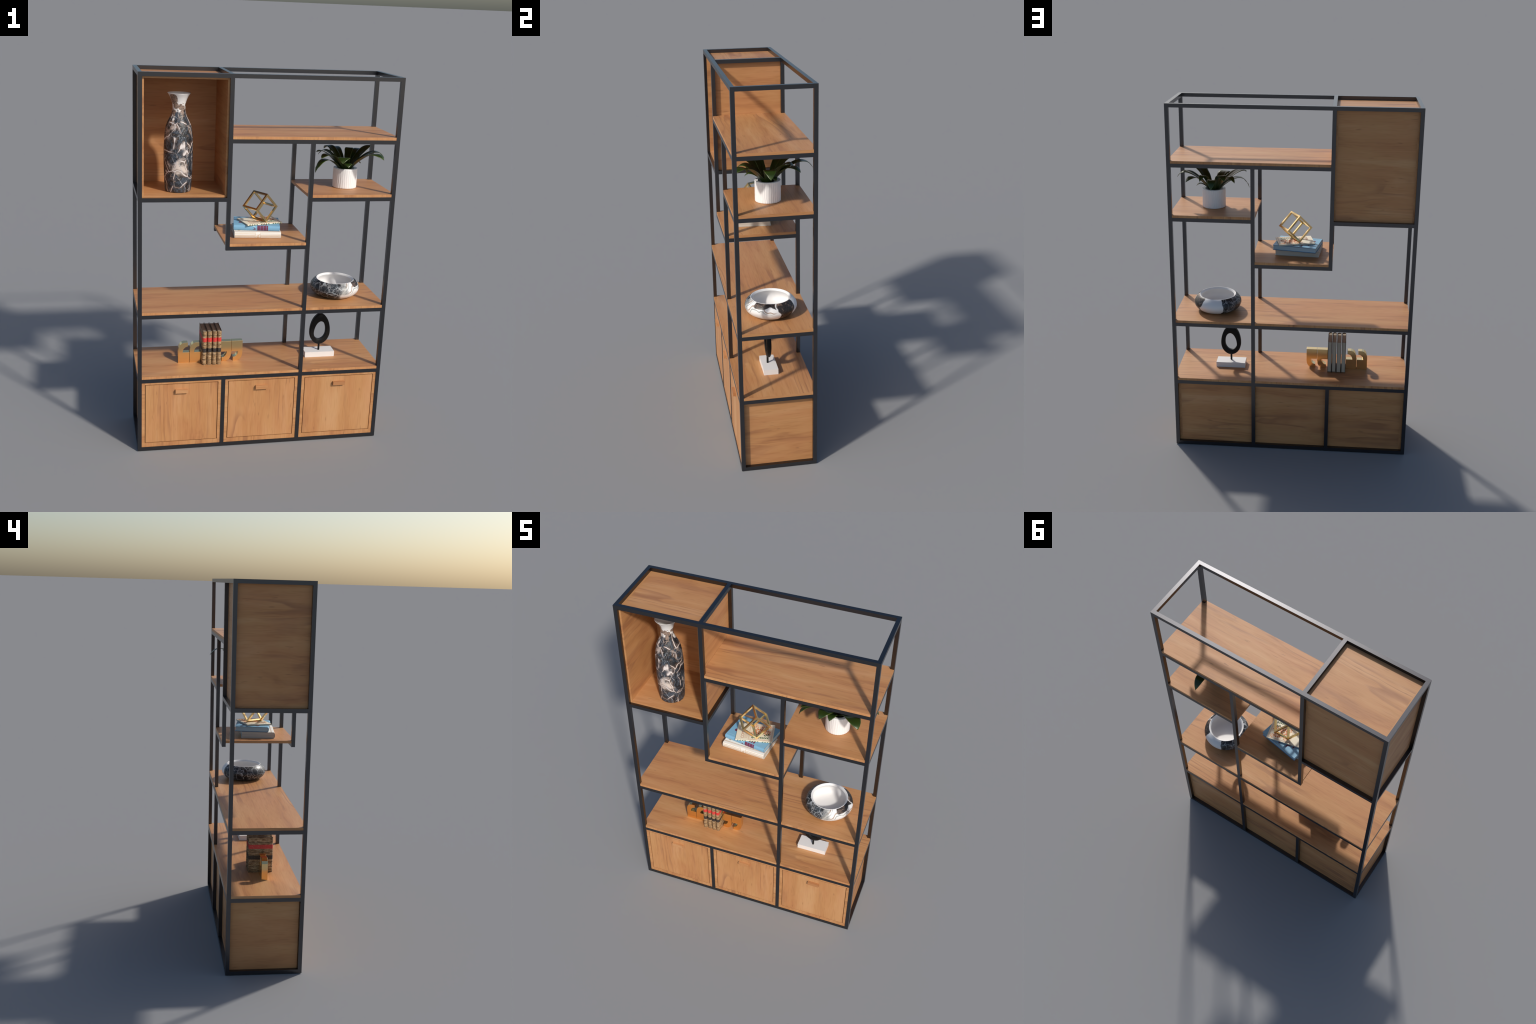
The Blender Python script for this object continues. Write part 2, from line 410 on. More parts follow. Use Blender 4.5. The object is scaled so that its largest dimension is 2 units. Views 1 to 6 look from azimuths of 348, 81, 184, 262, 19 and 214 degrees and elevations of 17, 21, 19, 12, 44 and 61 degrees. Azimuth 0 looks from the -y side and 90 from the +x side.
def spline(pts, n):
    """Catmull-Rom through the points, n samples per span"""
    out = []
    P = [pts[0]] + list(pts) + [pts[-1]]
    for i in range(1, len(P) - 2):
        for k in range(n):
            t = k / n
            out.append(tuple(0.5 * ((2 * P[i][d]) + (-P[i-1][d] + P[i+1][d]) * t + (2*P[i-1][d] - 5*P[i][d] + 4*P[i+1][d] - P[i+2][d]) * t * t
                             + (-P[i-1][d] + 3*P[i][d] - 3*P[i+1][d] + P[i+2][d]) * t ** 3) for d in range(len(pts[0]))))
    out.append(tuple(pts[-1]))
    return out

# ================================================================== the rack
rack = thing('open_bookshelf', 'tall black steel rack with oak boards, box and drawers', 'bookshelf', (0, 0, 0))
frame = link(bpy.data.objects.new('steel_frame', None), rack)
frame.empty_display_size = 0.05

def tube(kind, x0, x1, y0, y1, z0, z1):
    return box(kind, x0, x1, y0, y1, z0, z1, STEEL, frame)

FRONT, BACK = (YF, YF + T), (YB - T, YB)
INY = (YF + T, YB - T)
for y0, y1 in (FRONT, BACK):
    for x0 in (-XO, XO - T):
        tube('post', x0, x0 + T, y0, y1, T, Z_TOP - T)
    tube('post', XA0, XA1, y0, y1, Z_BOOK, Z_TOP - T)
    tube('post', XB0, XB1, y0, y1, T, Z_S1)
    tube('post', XA0, XA1, y0, y1, T, Z_B)
    tube('rail', -XO, XO, y0, y1, Z_TOP - T, Z_TOP)
    tube('rail', -XO, XO, y0, y1, 0.0, T)
    tube('rail', XA1, XI, y0, y1, Z_S1, Z_S1 + T)
    tube('rail', XB1, XI, y0, y1, Z_PLANT, Z_PLANT + T)
    tube('rail', -XI, XA0, y0, y1, Z_BOX, Z_BOX + T)
    tube('rail', XA1, XB0, y0, y1, Z_BOOK, Z_BOOK + T)
    for z in (Z_A, Z_B):
        tube('rail', -XI, XB0, y0, y1, z, z + T)
        tube('rail', XB1, XI, y0, y1, z, z + T)
for x0, levels in ((-XO, (Z_TOP - T, Z_BOX, Z_A, Z_B, 0.0)), (XI, (Z_TOP - T, Z_S1, Z_PLANT, Z_A, Z_B, 0.0)),
                   (XA0, (Z_TOP - T, Z_BOX)), (XB0, (Z_BOOK,))):
    for z in levels:
        tube('cross_rail', x0, x0 + T, INY[0], INY[1], z, z + T)

def board(name, x0, x1, z, posts, parent=rack):
    """shelf board lying on the rails, notched round every post it meets"""
    g = 0.0004
    y0, y1 = YF + 0.0005, YB - 0.0005
    iy0, iy1 = YF + T + g, YB - T - g
    bot, top = [], []
    bot.append((x0, y0)); top.append((x0, y1))
    for a, b in sorted(posts):
        for lst, outer, inner in ((bot, y0, iy0), (top, y1, iy1)):
            a_, b_ = max(a - g, x0), min(b + g, x1)
            lst += [(a_, outer), (a_, inner), (b_, inner), (b_, outer)]
    bot.append((x1, y0)); top.append((x1, y1))
    def tidy(l):
        # drop the outline corners swallowed by an end notch
        res = []
        for p in l:
            if res and abs(p[0] - res[-1][0]) < 1e-6 and abs(p[1] - res[-1][1]) < 1e-6:
                if len(res) > 1 or True:
                    res.pop()
                    continue
            res.append(p)
        return res
    poly = tidy(bot) + tidy(top)[::-1]
    bm = bmesh.new()
    prism(bm, poly, z, z + BT)
    bmesh.ops.recalc_face_normals(bm, faces=bm.faces)
    for f in bm.faces:
        n = f.normal
        f.material_index = 1 if abs(n.y) > 0.7 else (0 if abs(n.z) > 0.7 else 2)
    return mesh_obj(name, bm, [WX, WEDGE, WY], parent)

XL, XR = (-XO, -XI), (XI, XO)
e = 0.0005
board('shelf_board', XA1 + e - T, XO - e, Z_S1 + T, [(XA0, XA1), XR])
board('shelf_board', XB0 + e, XO - e, Z_PLANT + T, [(XB0, XB1), XR])
board('shelf_board', XA0 + e, XB1 - e, Z_BOOK + T, [(XA0, XA1), (XB0, XB1)])
board('shelf_board', -XO + e, XO - e, Z_A + T, [XL, (XB0, XB1), XR])
board('shelf_board', -XO + e, XO - e, Z_B + T, [XL, (XB0, XB1), XR])

# upper display box: five panels inside the tube cage
dbox = link(bpy.data.objects.new('display_box', None), rack)
dbox.empty_display_size = 0.05
PT = 0.0095                     # panel of the display box
bx0, bx1, by0, by1, bz0, bz1 = -XI, XA0, YF + 0.0165, YB - T, Z_BOX + T, Z_TOP - T
def panel(name, x0, x1, y0, y1, z0, z1, main, parent, front=WEDGE):
    bm = bmesh.new()
    add_box(bm, x0, x1, y0, y1, z0, z1)
    bmesh.ops.recalc_face_normals(bm, faces=bm.faces)
    dims = (x1 - x0, y1 - y0, z1 - z0)
    thin = dims.index(min(dims))
    for f in bm.faces:
        f.material_index = 0 if abs(f.normal[thin]) > 0.7 else 1
    return mesh_obj(name, bm, [main, front], parent)
panel('side_panel', bx0, bx0 + PT, by0, by1, bz0, bz1, WY, dbox, WY)
panel('side_panel', bx1 - PT, bx1, by0, by1, bz0, bz1, WY, dbox, WY)
panel('top_panel', bx0 + PT, bx1 - PT, by0, by1, bz1 - PT, bz1, WX, dbox, WX)
panel('floor_panel', bx0 + PT, bx1 - PT, by0, by1, bz0, bz0 + PT, WX, dbox, WX)
panel('back_panel', bx0 + PT, bx1 - PT, by1 - PT, by1, bz0 + PT, bz1 - PT, WX, dbox, WX)

# lower cabinet: side and back panels behind the tubes, three framed flap doors in front
cab = link(bpy.data.objects.new('cabinet', None), rack)
cab.empty_display_size = 0.05
cz0, cz1 = T, Z_B
cf = YF + 0.0028                       # front plane of the cabinet
panel('side_panel', -XI, -XI + BT, cf + 0.02, YB - T, cz0, cz1, WY, cab, WY)
panel('side_panel', XI - BT, XI, cf + 0.02, YB - T, cz0, cz1, WY, cab, WY)
bays = ((-XI, XA0), (XA1, XB0), (XB1, XI))
edges_back = (-XI + BT, (XA0 + XA1) / 2, (XB0 + XB1) / 2, XI - BT)
for i, (x0, x1) in enumerate(bays):
    panel('back_panel', edges_back[i], edges_back[i + 1], YB - T - BT, YB - T, cz0, cz1, WX, cab, WX)
    rs, rt, rb, gap = 0.0165, 0.0117, 0.0232, 0.0036
    ix0, ix1, iz0, iz1 = x0 + rs, x1 - rs, cz0 + rb, cz1 - rt
    bm = bmesh.new()
    add_box(bm, x0, ix0, cf, cf + 0.018, cz0, cz1, 0)
    add_box(bm, ix1, x1, cf, cf + 0.018, cz0, cz1, 0)
    add_box(bm, ix0, ix1, cf, cf + 0.018, iz1, cz1, 1)
    add_box(bm, ix0, ix1, cf, cf + 0.018, cz0, iz0, 1)
    mesh_obj('door_surround', bm, [WX, WZ], cab)
    box('gap_shadow_plate', ix0, ix1, cf + 0.012, cf + 0.016, iz0, iz1, GAP, cab)  # near-black plate modelled as the shadow inside the door gap
    d = box('door', ix0 + gap, ix1 - gap, cf, cf + 0.0115, iz0 + gap, iz1 - gap, WZ, cab, 0.0004)
    xc = (x0 + x1) / 2 - 0.0015
    h = box('handle', xc - 0.0335, xc + 0.0335, -0.2188, cf, 0.3335, 0.3530, WX, None, 0.0008)
    h.parent = d

# ================================================================== vase
VC = (-0.4555, -0.0725)
vz = bz0 + PT
vase = thing('vase', 'tall flared vase with dark poured marble pattern', 'vase', (VC[0], VC[1], vz))
outer = [(0.0, vz), (0.058, vz), (0.0640, vz + 0.003), (0.0665, vz + 0.012), (0.0692, vz + 0.05), (0.0722, vz + 0.125), (0.0733, vz + 0.20), (0.0712, vz + 0.273),
         (0.0650, vz + 0.322), (0.0545, vz + 0.353), (0.0410, vz + 0.380), (0.0335, vz + 0.405), (0.0322, vz + 0.425), (0.0355, vz + 0.448), (0.0440, vz + 0.470), (0.0545, vz + 0.487), (0.0572, vz + 0.4905)]
body = outer[:2] + spline(outer[2:], 5)
inner = [(0.0560, vz + 0.4905), (0.0420, vz + 0.474), (0.0315, vz + 0.445), (0.0285, vz + 0.42), (0.0330, vz + 0.395), (0.05, vz + 0.35), (0.06, vz + 0.25), (0.055, vz + 0.02), (0.0, vz + 0.015)]
lathe('vase_body', body, VC, M_VASE, vase, 96)
lathe('vase_lining', [(0.0572, vz + 0.4905)] + [(0.0566, vz + 0.4918)] + inner, VC, WHITE, vase, 96)

# ================================================================== bowl
bz = Z_A + T + BT
bowl = thing('bowl', 'round squat bowl with marbled shell and white lining', 'bowl', (BOWL_C.x, BOWL_C.y, bz))
shell = [(0.0, bz), (0.072, bz), (0.086, bz + 0.0015), (0.106, bz + 0.009), (0.1235, bz + 0.0225), (0.1328, bz + 0.038), (0.1348, bz + 0.050), (0.1318, bz + 0.0635), (0.1235, bz + 0.077), (0.1125, bz + 0.0880), (0.1040, bz + 0.0935)]
shell = shell[:2] + spline(shell[2:], 6)
lathe('bowl_shell', shell, BOWL_C, M_BOWL, bowl, 128)
lining = [(0.1040, bz + 0.0935), (0.1030, bz + 0.0943), (0.1015, bz + 0.0942), (0.0935, bz + 0.0870), (0.0928, bz + 0.0850), (0.0990, bz + 0.078), (0.110, bz + 0.062), (0.114, bz + 0.045), (0.106, bz + 0.026), (0.088, bz + 0.015), (0.05, bz + 0.011), (0.0, bz + 0.010)]
lathe('bowl_lining', lining[:5] + spline(lining[5:], 5), BOWL_C, WHITE, bowl, 128)

# ================================================================== potted plant
PC = (0.447, -0.011)
pz = Z_PLANT + T + BT
plant = thing('potted_plant', 'broad dark strap leaves in a fluted white pot', 'plant', (PC[0], PC[1], pz))
rng = random.Random(11)
NF = 36
flute_depth = [rng.uniform(0.35, 1.0) for _ in range(NF)]
flute_shift = [rng.uniform(-0.25, 0.25) for _ in range(NF)]
def fluting(a, r, z):
    if r < 0.0615:
        return 1.0
    t = a / (2 * math.pi) * NF + 0.10 * math.sin((z - pz) * 60 + a * 5) + 0.06 * math.sin((z - pz) * 150 + a * 11)
    i = int(math.floor(t)) % NF
    f = t - math.floor(t)
    return 1.0 - 0.030 * flute_depth[i] * (1 - abs(math.sin(math.pi * (f + 0.15 * flute_shift[i]))) ** 0.6)
PH = 0.1055
wall = [(0.0, pz), (0.060, pz), (0.0634, pz + 0.002)] + [(0.0642, pz + 0.004 + (PH - 0.006) * k / 24) for k in range(25)] + [(0.0628, pz + PH)]
lathe('pot', wall + [(0.0608, pz + PH), (0.0480, pz + PH - 0.0005), (0.0465, pz + PH - 0.003), (0.0460, pz + 0.06), (0.0, pz + 0.06)], PC, POTW, plant, NF * 12, fluting, 50)
lathe('soil', [(0.0, pz + PH - 0.014), (0.03, pz + PH - 0.016), (0.0459, pz + PH - 0.020)], PC, SOIL, plant, 40)

WPROF = [(0.0, 0.50), (0.15, 0.58), (0.35, 0.82), (0.55, 1.0), (0.70, 0.97), (0.83, 0.74), (0.93, 0.40), (1.0, 0.015)]
def wprof(t):
    for (a, wa), (b, wb) in zip(WPROF, WPROF[1:]):
        if t <= b:
            s = (t - a) / (b - a)
            return wa + (wb - wa) * (s * s * (3 - 2 * s) if wb > wa else s)
    return 0.015

def leaf(tip, peak, width, fold=0.35, side=0.0, root=0.016):
    """arched strap leaf from the pot to its tip; peak = z of the top of the arch"""
    base = Vector((PC[0], PC[1], pz + PH - 0.022))
    tip = Vector(tip)
    d = tip - base; d.z = 0
    u = d.normalized()
    p0 = base + u * root
    rise = peak - p0.z
    reach = d.length - root
    p1 = p0 + u * (reach * 0.34) + Vector((0, 0, rise * (0.80 if tip.z < peak - 0.012 else 0.55)))
    lo_, hi_ = p0.z, p0.z + 3 * rise
    for _ in range(30):                     # raise the outer control until the arch tops out at `peak`
        zc = (lo_ + hi_) / 2
        top_ = max((1-t)**3 * p0.z + 3*(1-t)**2*t * p1.z + 3*(1-t)*t*t * zc + t**3 * tip.z for t in [k / 40 for k in range(41)])
        if top_ > peak: hi_ = zc
        else: lo_ = zc
    p2 = p0 + u * (reach * 0.80); p2.z = zc
    lat = Vector((-u.y, u.x, 0))
    NL, NW = 26, 10
    bm = bmesh.new()
    uvl = bm.loops.layers.uv.new('UVMap')
    grid = []
    for i in range(NL + 1):
        t = i / NL
        q = 1 - t
        c = p0 * q**3 + p1 * (3*q*q*t) + p2 * (3*q*t*t) + tip * t**3
        tg = ((p1 - p0) * (q*q) + (p2 - p1) * (2*q*t) + (tip - p2) * (t*t)).normalized()
        c = c + lat * (side * math.sin(math.pi * t))
        nrm = lat.cross(tg).normalized()
        if (Vector((0, 0, 1)) - u * 0.6).dot(nrm) < 0:
            nrm = -nrm
        w = width * wprof(t)
        fd = fold * (1 - 0.9 * t)
        row = []
        for j in range(NW + 1):
            s = j / NW * 2 - 1
            up = fd * w * 0.5 * abs(s) ** 1.3 + 0.0012 * math.cos(s * 9.0) * (1 - t) - 0.10 * w * t * s * s
            row.append(bm.verts.new(c + lat * (s * w * 0.5 * (1 - 0.18 * fd)) + nrm * up))
        grid.append(row)
    for i in range(NL):
        for j in range(NW):
            f = bm.faces.new((grid[i][j], grid[i][j+1], grid[i+1][j+1], grid[i+1][j]))
            for l, (a, b) in zip(f.loops, ((i, j), (i, j+1), (i+1, j+1), (i+1, j))):
                l[uvl].uv = (b / NW, a / NL)
    me = bpy.data.meshes.new('leaf')
    bmesh.ops.recalc_face_normals(bm, faces=bm.faces)
    bmesh.ops.solidify(bm, geom=bm.faces[:], thickness=0.0010)
    bm.to_mesh(me); bm.free()
    me.materials.append(M_LEAF)
    for p in me.polygons:
        p.use_smooth = True
    return link(bpy.data.objects.new('leaf', me), plant)

LEAVES = [  # tip, arch height, width, fold
    ((0.259, -0.089, 1.495), 1.560, 0.050, 0.30), ((0.268, -0.054, 1.5976), 1.606, 0.052, 0.40),
    ((0.278, -0.125, 1.5750), 1.594, 0.058, 0.35), ((0.385, -0.155, 1.553), 1.580, 0.066, 0.30),
    ((0.428, -0.1225, 1.526), 1.544, 0.042, 0.30), ((0.592, -0.196, 1.580), 1.604, 0.070, 0.30),
    ((0.655, -0.027, 1.560), 1.596, 0.064, 0.35), ((0.602, 0.062, 1.616), 1.617, 0.056, 0.40),
    ((0.5396, 0.0155, 1.524), 1.538, 0.032, 0.30), ((0.578, 0.128, 1.5690), 1.592, 0.056, 0.35),
    ((0.4275, 0.2185, 1.5505), 1.592, 0.052, 0.35), ((0.367, 0.145, 1.582), 1.606, 0.052, 0.40),
    ((0.320, 0.085, 1.560), 1.590, 0.048, 0.35), ((0.505, 0.112, 1.570), 1.598, 0.046, 0.40)]
for tp, pk, wd, fo in LEAVES:
    leaf(tp, pk, wd, fo)

# ================================================================== egg ring sculpture
egg = thing('egg_ring_sculpture', 'black egg-shaped ring on a white block', 'sculpture', (0.361, -0.0085, ZB_TOP))
box('plinth', 0.2768, 0.4460, -0.0472, 0.0300, ZB_TOP, 0.4617, plain('white_stone', (0.78, 0.76, 0.74), 0.5), egg, 0.0006)
def egg_outline(cx, zb, zt, zw, hw, lean, n=72):
    pts = []
    for i in range(n):
        a = 2 * math.pi * i / n
        s, c_ = math.sin(a), math.cos(a)
        z = zw + (zt - zw if s > 0 else zw - zb) * s
        x = hw * math.copysign(abs(c_) ** (1.0 if s < 0 else 1.04), c_)
        pts.append((cx + x + lean * (z - zw), z))
    return pts
bm = bmesh.new()
o = egg_outline(0.3625, 0.4985, 0.6797, 0.573, 0.0582, 0.0)
i_ = egg_outline(0.3622, 0.5290, 0.6345, 0.571, 0.0338, 0.075)
yc = -0.0125
NS = len(o)
def ring_sec(k):
    # rounded section from the outer to the inner outline
    (ox, oz), (ix, iz) = o[k], i_[k]
    th = 0.0085 + 0.0035 * max(0.0, min(1.0, (oz - 0.4985) / 0.08))
    sec = []
    for f, y in ((0.0, -0.72), (0.10, -1.0), (0.90, -1.0), (1.0, -0.75), (1.0, 0.75), (0.90, 1.0), (0.10, 1.0), (0.0, 0.72)):
        sec.append(bm.verts.new((ox + (ix - ox) * f, yc + y * th, oz + (iz - oz) * f)))
    return sec
S = [ring_sec(k) for k in range(NS)]
for k in range(NS):
    A, B = S[k], S[(k + 1) % NS]
    for j in range(8):
        bm.faces.new((A[j], A[(j + 1) % 8], B[(j + 1) % 8], B[j]))
mesh_obj('egg_ring', bm, BLACK, egg, True, 38)
lathe('stem', [(0.0, 0.4612), (0.0056, 0.4612), (0.0056, 0.505), (0.0, 0.505)], (0.3625, -0.0145), BLACK, egg, 24)

# ================================================================== brass cube
cube = thing('cube_ornament', 'open brass cube frame balanced on one edge', 'ornament', (-0.0085, -0.0075, 1.221))
CE, CB = 0.1095, 0.0096
bm = bmesh.new()
h = CE / 2
for ax in range(3):
    for s1 in (-1, 1):
        for s2 in (-1, 1):
            lo = [0, 0, 0]; hi = [0, 0, 0]
            a1, a2 = [(1, 2), (0, 2), (0, 1)][ax]
            for a, s in ((a1, s1), (a2, s2)):
                lo[a], hi[a] = (h - CB, h) if s > 0 else (-h, -h + CB)
            ins = 0.0 if ax == 0 else CB
            lo[ax], hi[ax] = -h + ins, h - ins
            if ax == 2:
                pass
            if ax == 1:
                lo[1], hi[1] = -h + CB, h - CB
            add_box(bm, lo[0], hi[0], lo[1], hi[1], lo[2], hi[2])
ca = math.atan2(-0.0916, 0.0555)
R = Matrix.Translation((-0.0088, -0.0068, 1.2975)) @ Matrix.Rotation(ca, 4, 'Z') @ Matrix.Rotation(math.radians(45), 4, 'X')
bmesh.ops.transform(bm, matrix=R, verts=bm.verts)
mesh_obj('cube_frame', bm, GOLD, cube)

# ================================================================== books
def book(name, L, D, TH, place, mats, parent, cov=0.0024, inset=0.004, spine_r=None, nseg=12, top_inset=None):
    """u along the spine, v from spine to fore edge, w through the thickness.
    mats = cover, cover edge, pages"""
    r = TH / 2
    b = spine_r if spine_r is not None else r
    def arc(rr, bb):
        return [(bb - bb * math.cos(t), r - rr * math.sin(t)) for t in [math.pi / 2 - math.pi * k / nseg for k in range(nseg + 1)]]
    oa = [(b - b * math.sin(math.pi * k / nseg), r - r * math.cos(math.pi * k / nseg)) for k in range(nseg + 1)]          # w 0 -> TH
    ri = r - cov; bi = max(b - cov, 0.0005)
    ia = [(b - bi * math.sin(math.pi * k / nseg), r - ri * math.cos(math.pi * k / nseg)) for k in range(nseg + 1)]
    outline = [(D, 0.0)] + oa + [(D, TH), (D, TH - cov)] + ia[::-1] + [(D, cov)]
    bm = bmesh.new()
    prism(bm, outline, 0.0, L, 0, lambda p: place((p[2], p[0], p[1])))
    bmesh.ops.recalc_face_normals(bm, faces=bm.faces)
    uax = (Vector(place((1, 0, 0))) - Vector(place((0, 0, 0))))
    vax = (Vector(place((0, 1, 0))) - Vector(place((0, 0, 0))))
    for f in bm.faces:
        if abs(f.normal.dot(uax)) > 0.9 or f.normal.dot(vax) > 0.9:
            f.material_index = 1
    c = mesh_obj('cover', bm, [mats[0], mats[1]], parent, True, 30)
    bm = bmesh.new()
    g = 0.0003
    pi_ = [(b - (bi - g) * math.sin(math.pi * k / nseg), r - (ri - g) * math.cos(math.pi * k / nseg)) for k in range(nseg + 1)]
    blk = [(D - inset, cov + g)] + pi_ + [(D - inset, TH - cov - g)]
    ti = inset * 0.6 if top_inset is None else top_inset
    prism(bm, blk, ti, L - ti, 0, lambda p: place((p[2], p[0], p[1])))
    mesh_obj('page_block', bm, mats[2], parent)
    return c

def flat_place(corner, angle, z0):
    ca_, sa_ = math.cos(angle), math.sin(angle)
    return lambda p: (corner[0] + p[0] * ca_ - p[1] * sa_, corner[1] + p[0] * sa_ + p[1] * ca_, z0 + p[2])

# --- printed marks: thin inlays a third of a millimetre proud
class Marks:
    def __init__(self, place, level, thick=0.0004):
        self.place, self.level, self.th = place, level, thick
        self.bms = {}
    def poly(self, mat, pts, lift=0.0):
        bm = self.bms.setdefault(mat.name, (bmesh.new(), mat))[0]
        prism(bm, pts, self.level - 0.0002, self.level + self.th + lift, 0, self.place)
    def lens(self, mat, x, y, ln, wd, ang, lift=0.0, n=5):
        ca_, sa_ = math.cos(ang), math.sin(ang)
        up = [(ln * k / n, wd / 2 * math.sin(math.pi * k / n) ** 0.8) for k in range(n + 1)]
        dn = [(a, -b) for a, b in up[1:-1]][::-1]
        self.poly(mat, [(x + a * ca_ - b * sa_, y + a * sa_ + b * ca_) for a, b in up + dn], lift)
    def bar(self, mat, x0, y0, x1, y1, w, lift=0.0):
        dx, dy = x1 - x0, y1 - y0
        l = math.hypot(dx, dy); nx, ny = -dy / l * w / 2, dx / l * w / 2
        self.poly(mat, [(x0 + nx, y0 + ny), (x0 - nx, y0 - ny), (x1 - nx, y1 - ny), (x1 + nx, y1 + ny)], lift)
    def dot(self, mat, x, y, r, lift=0.0, n=8):
        self.poly(mat, [(x + r * math.cos(2*math.pi*k/n), y + r * math.sin(2*math.pi*k/n)) for k in range(n)], lift)
    def frame(self, mat, x0, y0, x1, y1, w):
        self.bar(mat, x0, y0, x1, y0, w); self.bar(mat, x0, y1, x1, y1, w)
        self.bar(mat, x0, y0 + w / 2, x0, y1 - w / 2, w); self.bar(mat, x1, y0 + w / 2, x1, y1 - w / 2, w)
    def done(self, name, parent):
        for bm, mat in self.bms.values():
            mesh_obj(name, bm, mat, parent)["kind"] = "stuff"

zk = Z_BOOK + T + BT
# white book, lowest
WH = 0.0345
wb = thing('white_book', 'thick ivory hardback with gold lines on its spine', 'book', (-0.03, -0.02, zk))
wang = math.atan2(-0.0215, 0.2435)
wpl = flat_place((-0.1594, -0.1042), wang, zk)
book('white_book', 0.2445, 0.185, WH, wpl, (COVER_W, plain('grey_cover_edge', (0.42, 0.40, 0.36), 0.6), PAGE_W), wb, spine_r=0.0095)
def spine_marks(pl, TH, b):
    """maps (u, s) on the rounded spine: s = 0..1 from bottom to top"""
    def f(p):
        u, s, lift = p
        th = math.pi * s
        return pl((u, b - (b + lift) * math.sin(th), TH / 2 - (TH / 2 + lift) * math.cos(th)))
    return f
mk = Marks(spine_marks(wpl, WH, 0.0095), 0.0, 0.0003)
for s in (0.40, 0.50, 0.66, 0.85):
    mk.bar(INK_GOLD, 0.002, s, 0.106, s, 0.022); mk.bar(INK_GOLD, 0.138, s, 0.2425, s, 0.022)
for u in (0.108, 0.136):
    for k in range(6):
        mk.bar(INK_GOLD, u, 0.24 + 0.10 * k, u, 0.34 + 0.10 * k, 0.0012)
mk.poly(INK_GOLD, [(0.114, 0.40), (0.130, 0.62), (0.130, 0.54), (0.121, 0.42)])
mk.poly(INK_GOLD, [(0.117, 0.28), (0.126, 0.40), (0.128, 0.30)])
mk.done('spine_line', wb)
mk = Marks(wpl, WH)
mk.bar(INK_GOLD, 0.001, 0.0225, 0.2435, 0.0225, 0.0012)
mk.bar(INK_BROWN, 0.001, 0.0190, 0.2435, 0.0190, 0.0014)
for k in range(3):
    mk.dot(INK_GOLD, 0.022 + 0.004 * k, 0.036 + 0.002 * (k % 2), 0.0024)
mk.done('cover_line', wb)

# blue book
BH = 0.0278
zb1 = zk + WH + 0.0004
bb = thing('blue_book', 'sky blue hardback with maroon stripes and leaves', 'book', (-0.02, 0.0, zb1))
bang = math.radians(-10.0)
bpl = flat_place((-0.1592, -0.0685), bang, zb1)
BL, BD = 0.2425, 0.1855
book('blue_book', BL, BD, BH, bpl, (COVER_B, COVER_BD, PAGE_B), bb, cov=0.0020, spine_r=0.0085)
mk = Marks(spine_marks(bpl, BH, 0.0085), 0.0, 0.0003)
for u0, u1 in ((0.124, 0.1385), (0.1405, 0.1545), (0.1565, 0.1705), (0.1725, 0.181)):
    for k in range(9):
        mk.poly(INK_MAROON, [(u0, 0.17 + k / 12), (u1, 0.17 + k / 12), (u1, 0.17 + (k + 1) / 12), (u0, 0.17 + (k + 1) / 12)])
for u in (0.1395, 0.1555, 0.1715):
    for k in range(9):
        mk.poly(INK_VIOLET, [(u - 0.0007, 0.17 + k / 12), (u + 0.0007, 0.17 + k / 12), (u + 0.0007, 0.17 + (k + 1) / 12), (u - 0.0007, 0.17 + (k + 1) / 12)])
mk.poly(INK_AQUA, [(0.100, 0.80), (0.112, 0.74), (0.122, 0.56), (0.126, 0.35), (0.122, 0.35), (0.116, 0.56), (0.108, 0.68), (0.100, 0.74)])
mk.poly(INK_MAROON, [(0.100, 0.66), (0.108, 0.62), (0.114, 0.50), (0.116, 0.34), (0.100, 0.34)])
mk.done('spine_stripe', bb)
mk = Marks(bpl, BH)
lr = random.Random(5)
for cx, cy, ca_ in ((0.030, 0.120, 0.5), (0.060, 0.140, 0.2), (0.045, 0.095, 1.0), (0.105, 0.148, 0.3)):
    for k in range(6):
        a = ca_ + (k - 2.5) * 0.42
        x, y = cx + 0.004 * k, cy + 0.003 * (k % 3)
        if 0.012 < x + 0.024 * math.cos(a) < BL - 0.01 and 0.03 < y + 0.024 * math.sin(a) < BD - 0.006:
            mk.lens(INK_MAROON if k % 3 else INK_NAVY, x, y, 0.022, 0.0075, a, 0.00004 * k)
mk.dot(INK_MAROON, 0.036, 0.064, 0.011, 0.0, 14)
for k in range(9):
    mk.lens(INK_MAROON, 0.196 + 0.003 * (k % 3), 0.050 + 0.011 * k, 0.014, 0.005, 0.9 + 0.5 * (k % 2))
for k in range(5):
    mk.bar(INK_MAROON, 0.118 + 0.013 * k, 0.0150, 0.118 + 0.013 * k, 0.030, 0.009)
mk.bar(INK_AQUA, 0.001, 0.0205, 0.1, 0.0205, 0.0007)
mk.done('cover_leaf', bb)

# cream book, top
CH = 0.0073
zc1 = zb1 + BH + 0.0005
cb = thing('cream_book', 'thin cream book with orange flowers and green sprigs', 'book', (0.0, 0.0, zc1))
cang = math.atan2(0.0455, 0.1960)
cpl = flat_place((-0.0893, -0.0953), cang, zc1)
CL, CD = 0.2010, 0.1435
book('cream_book', CL, CD, CH, cpl, (COVER_C, COVER_C, PAGE_C), cb, cov=0.0012, inset=0.0015, spine_r=0.003)
mk = Marks(cpl, CH)
mk.frame(INK_BROWN, 0.068, 0.010, 0.194, 0.137, 0.0011)
mk.frame(INK_BROWN, 0.072, 0.014, 0.190, 0.133, 0.0007)
for k in range(4):       # blurred subtitle rows
    mk.bar(INK_BROWN, 0.0475 + 0.0045 * k, 0.018, 0.0475 + 0.0045 * k, 0.060 + 0.008 * (k % 2), 0.0009)
fr = random.Random(3)
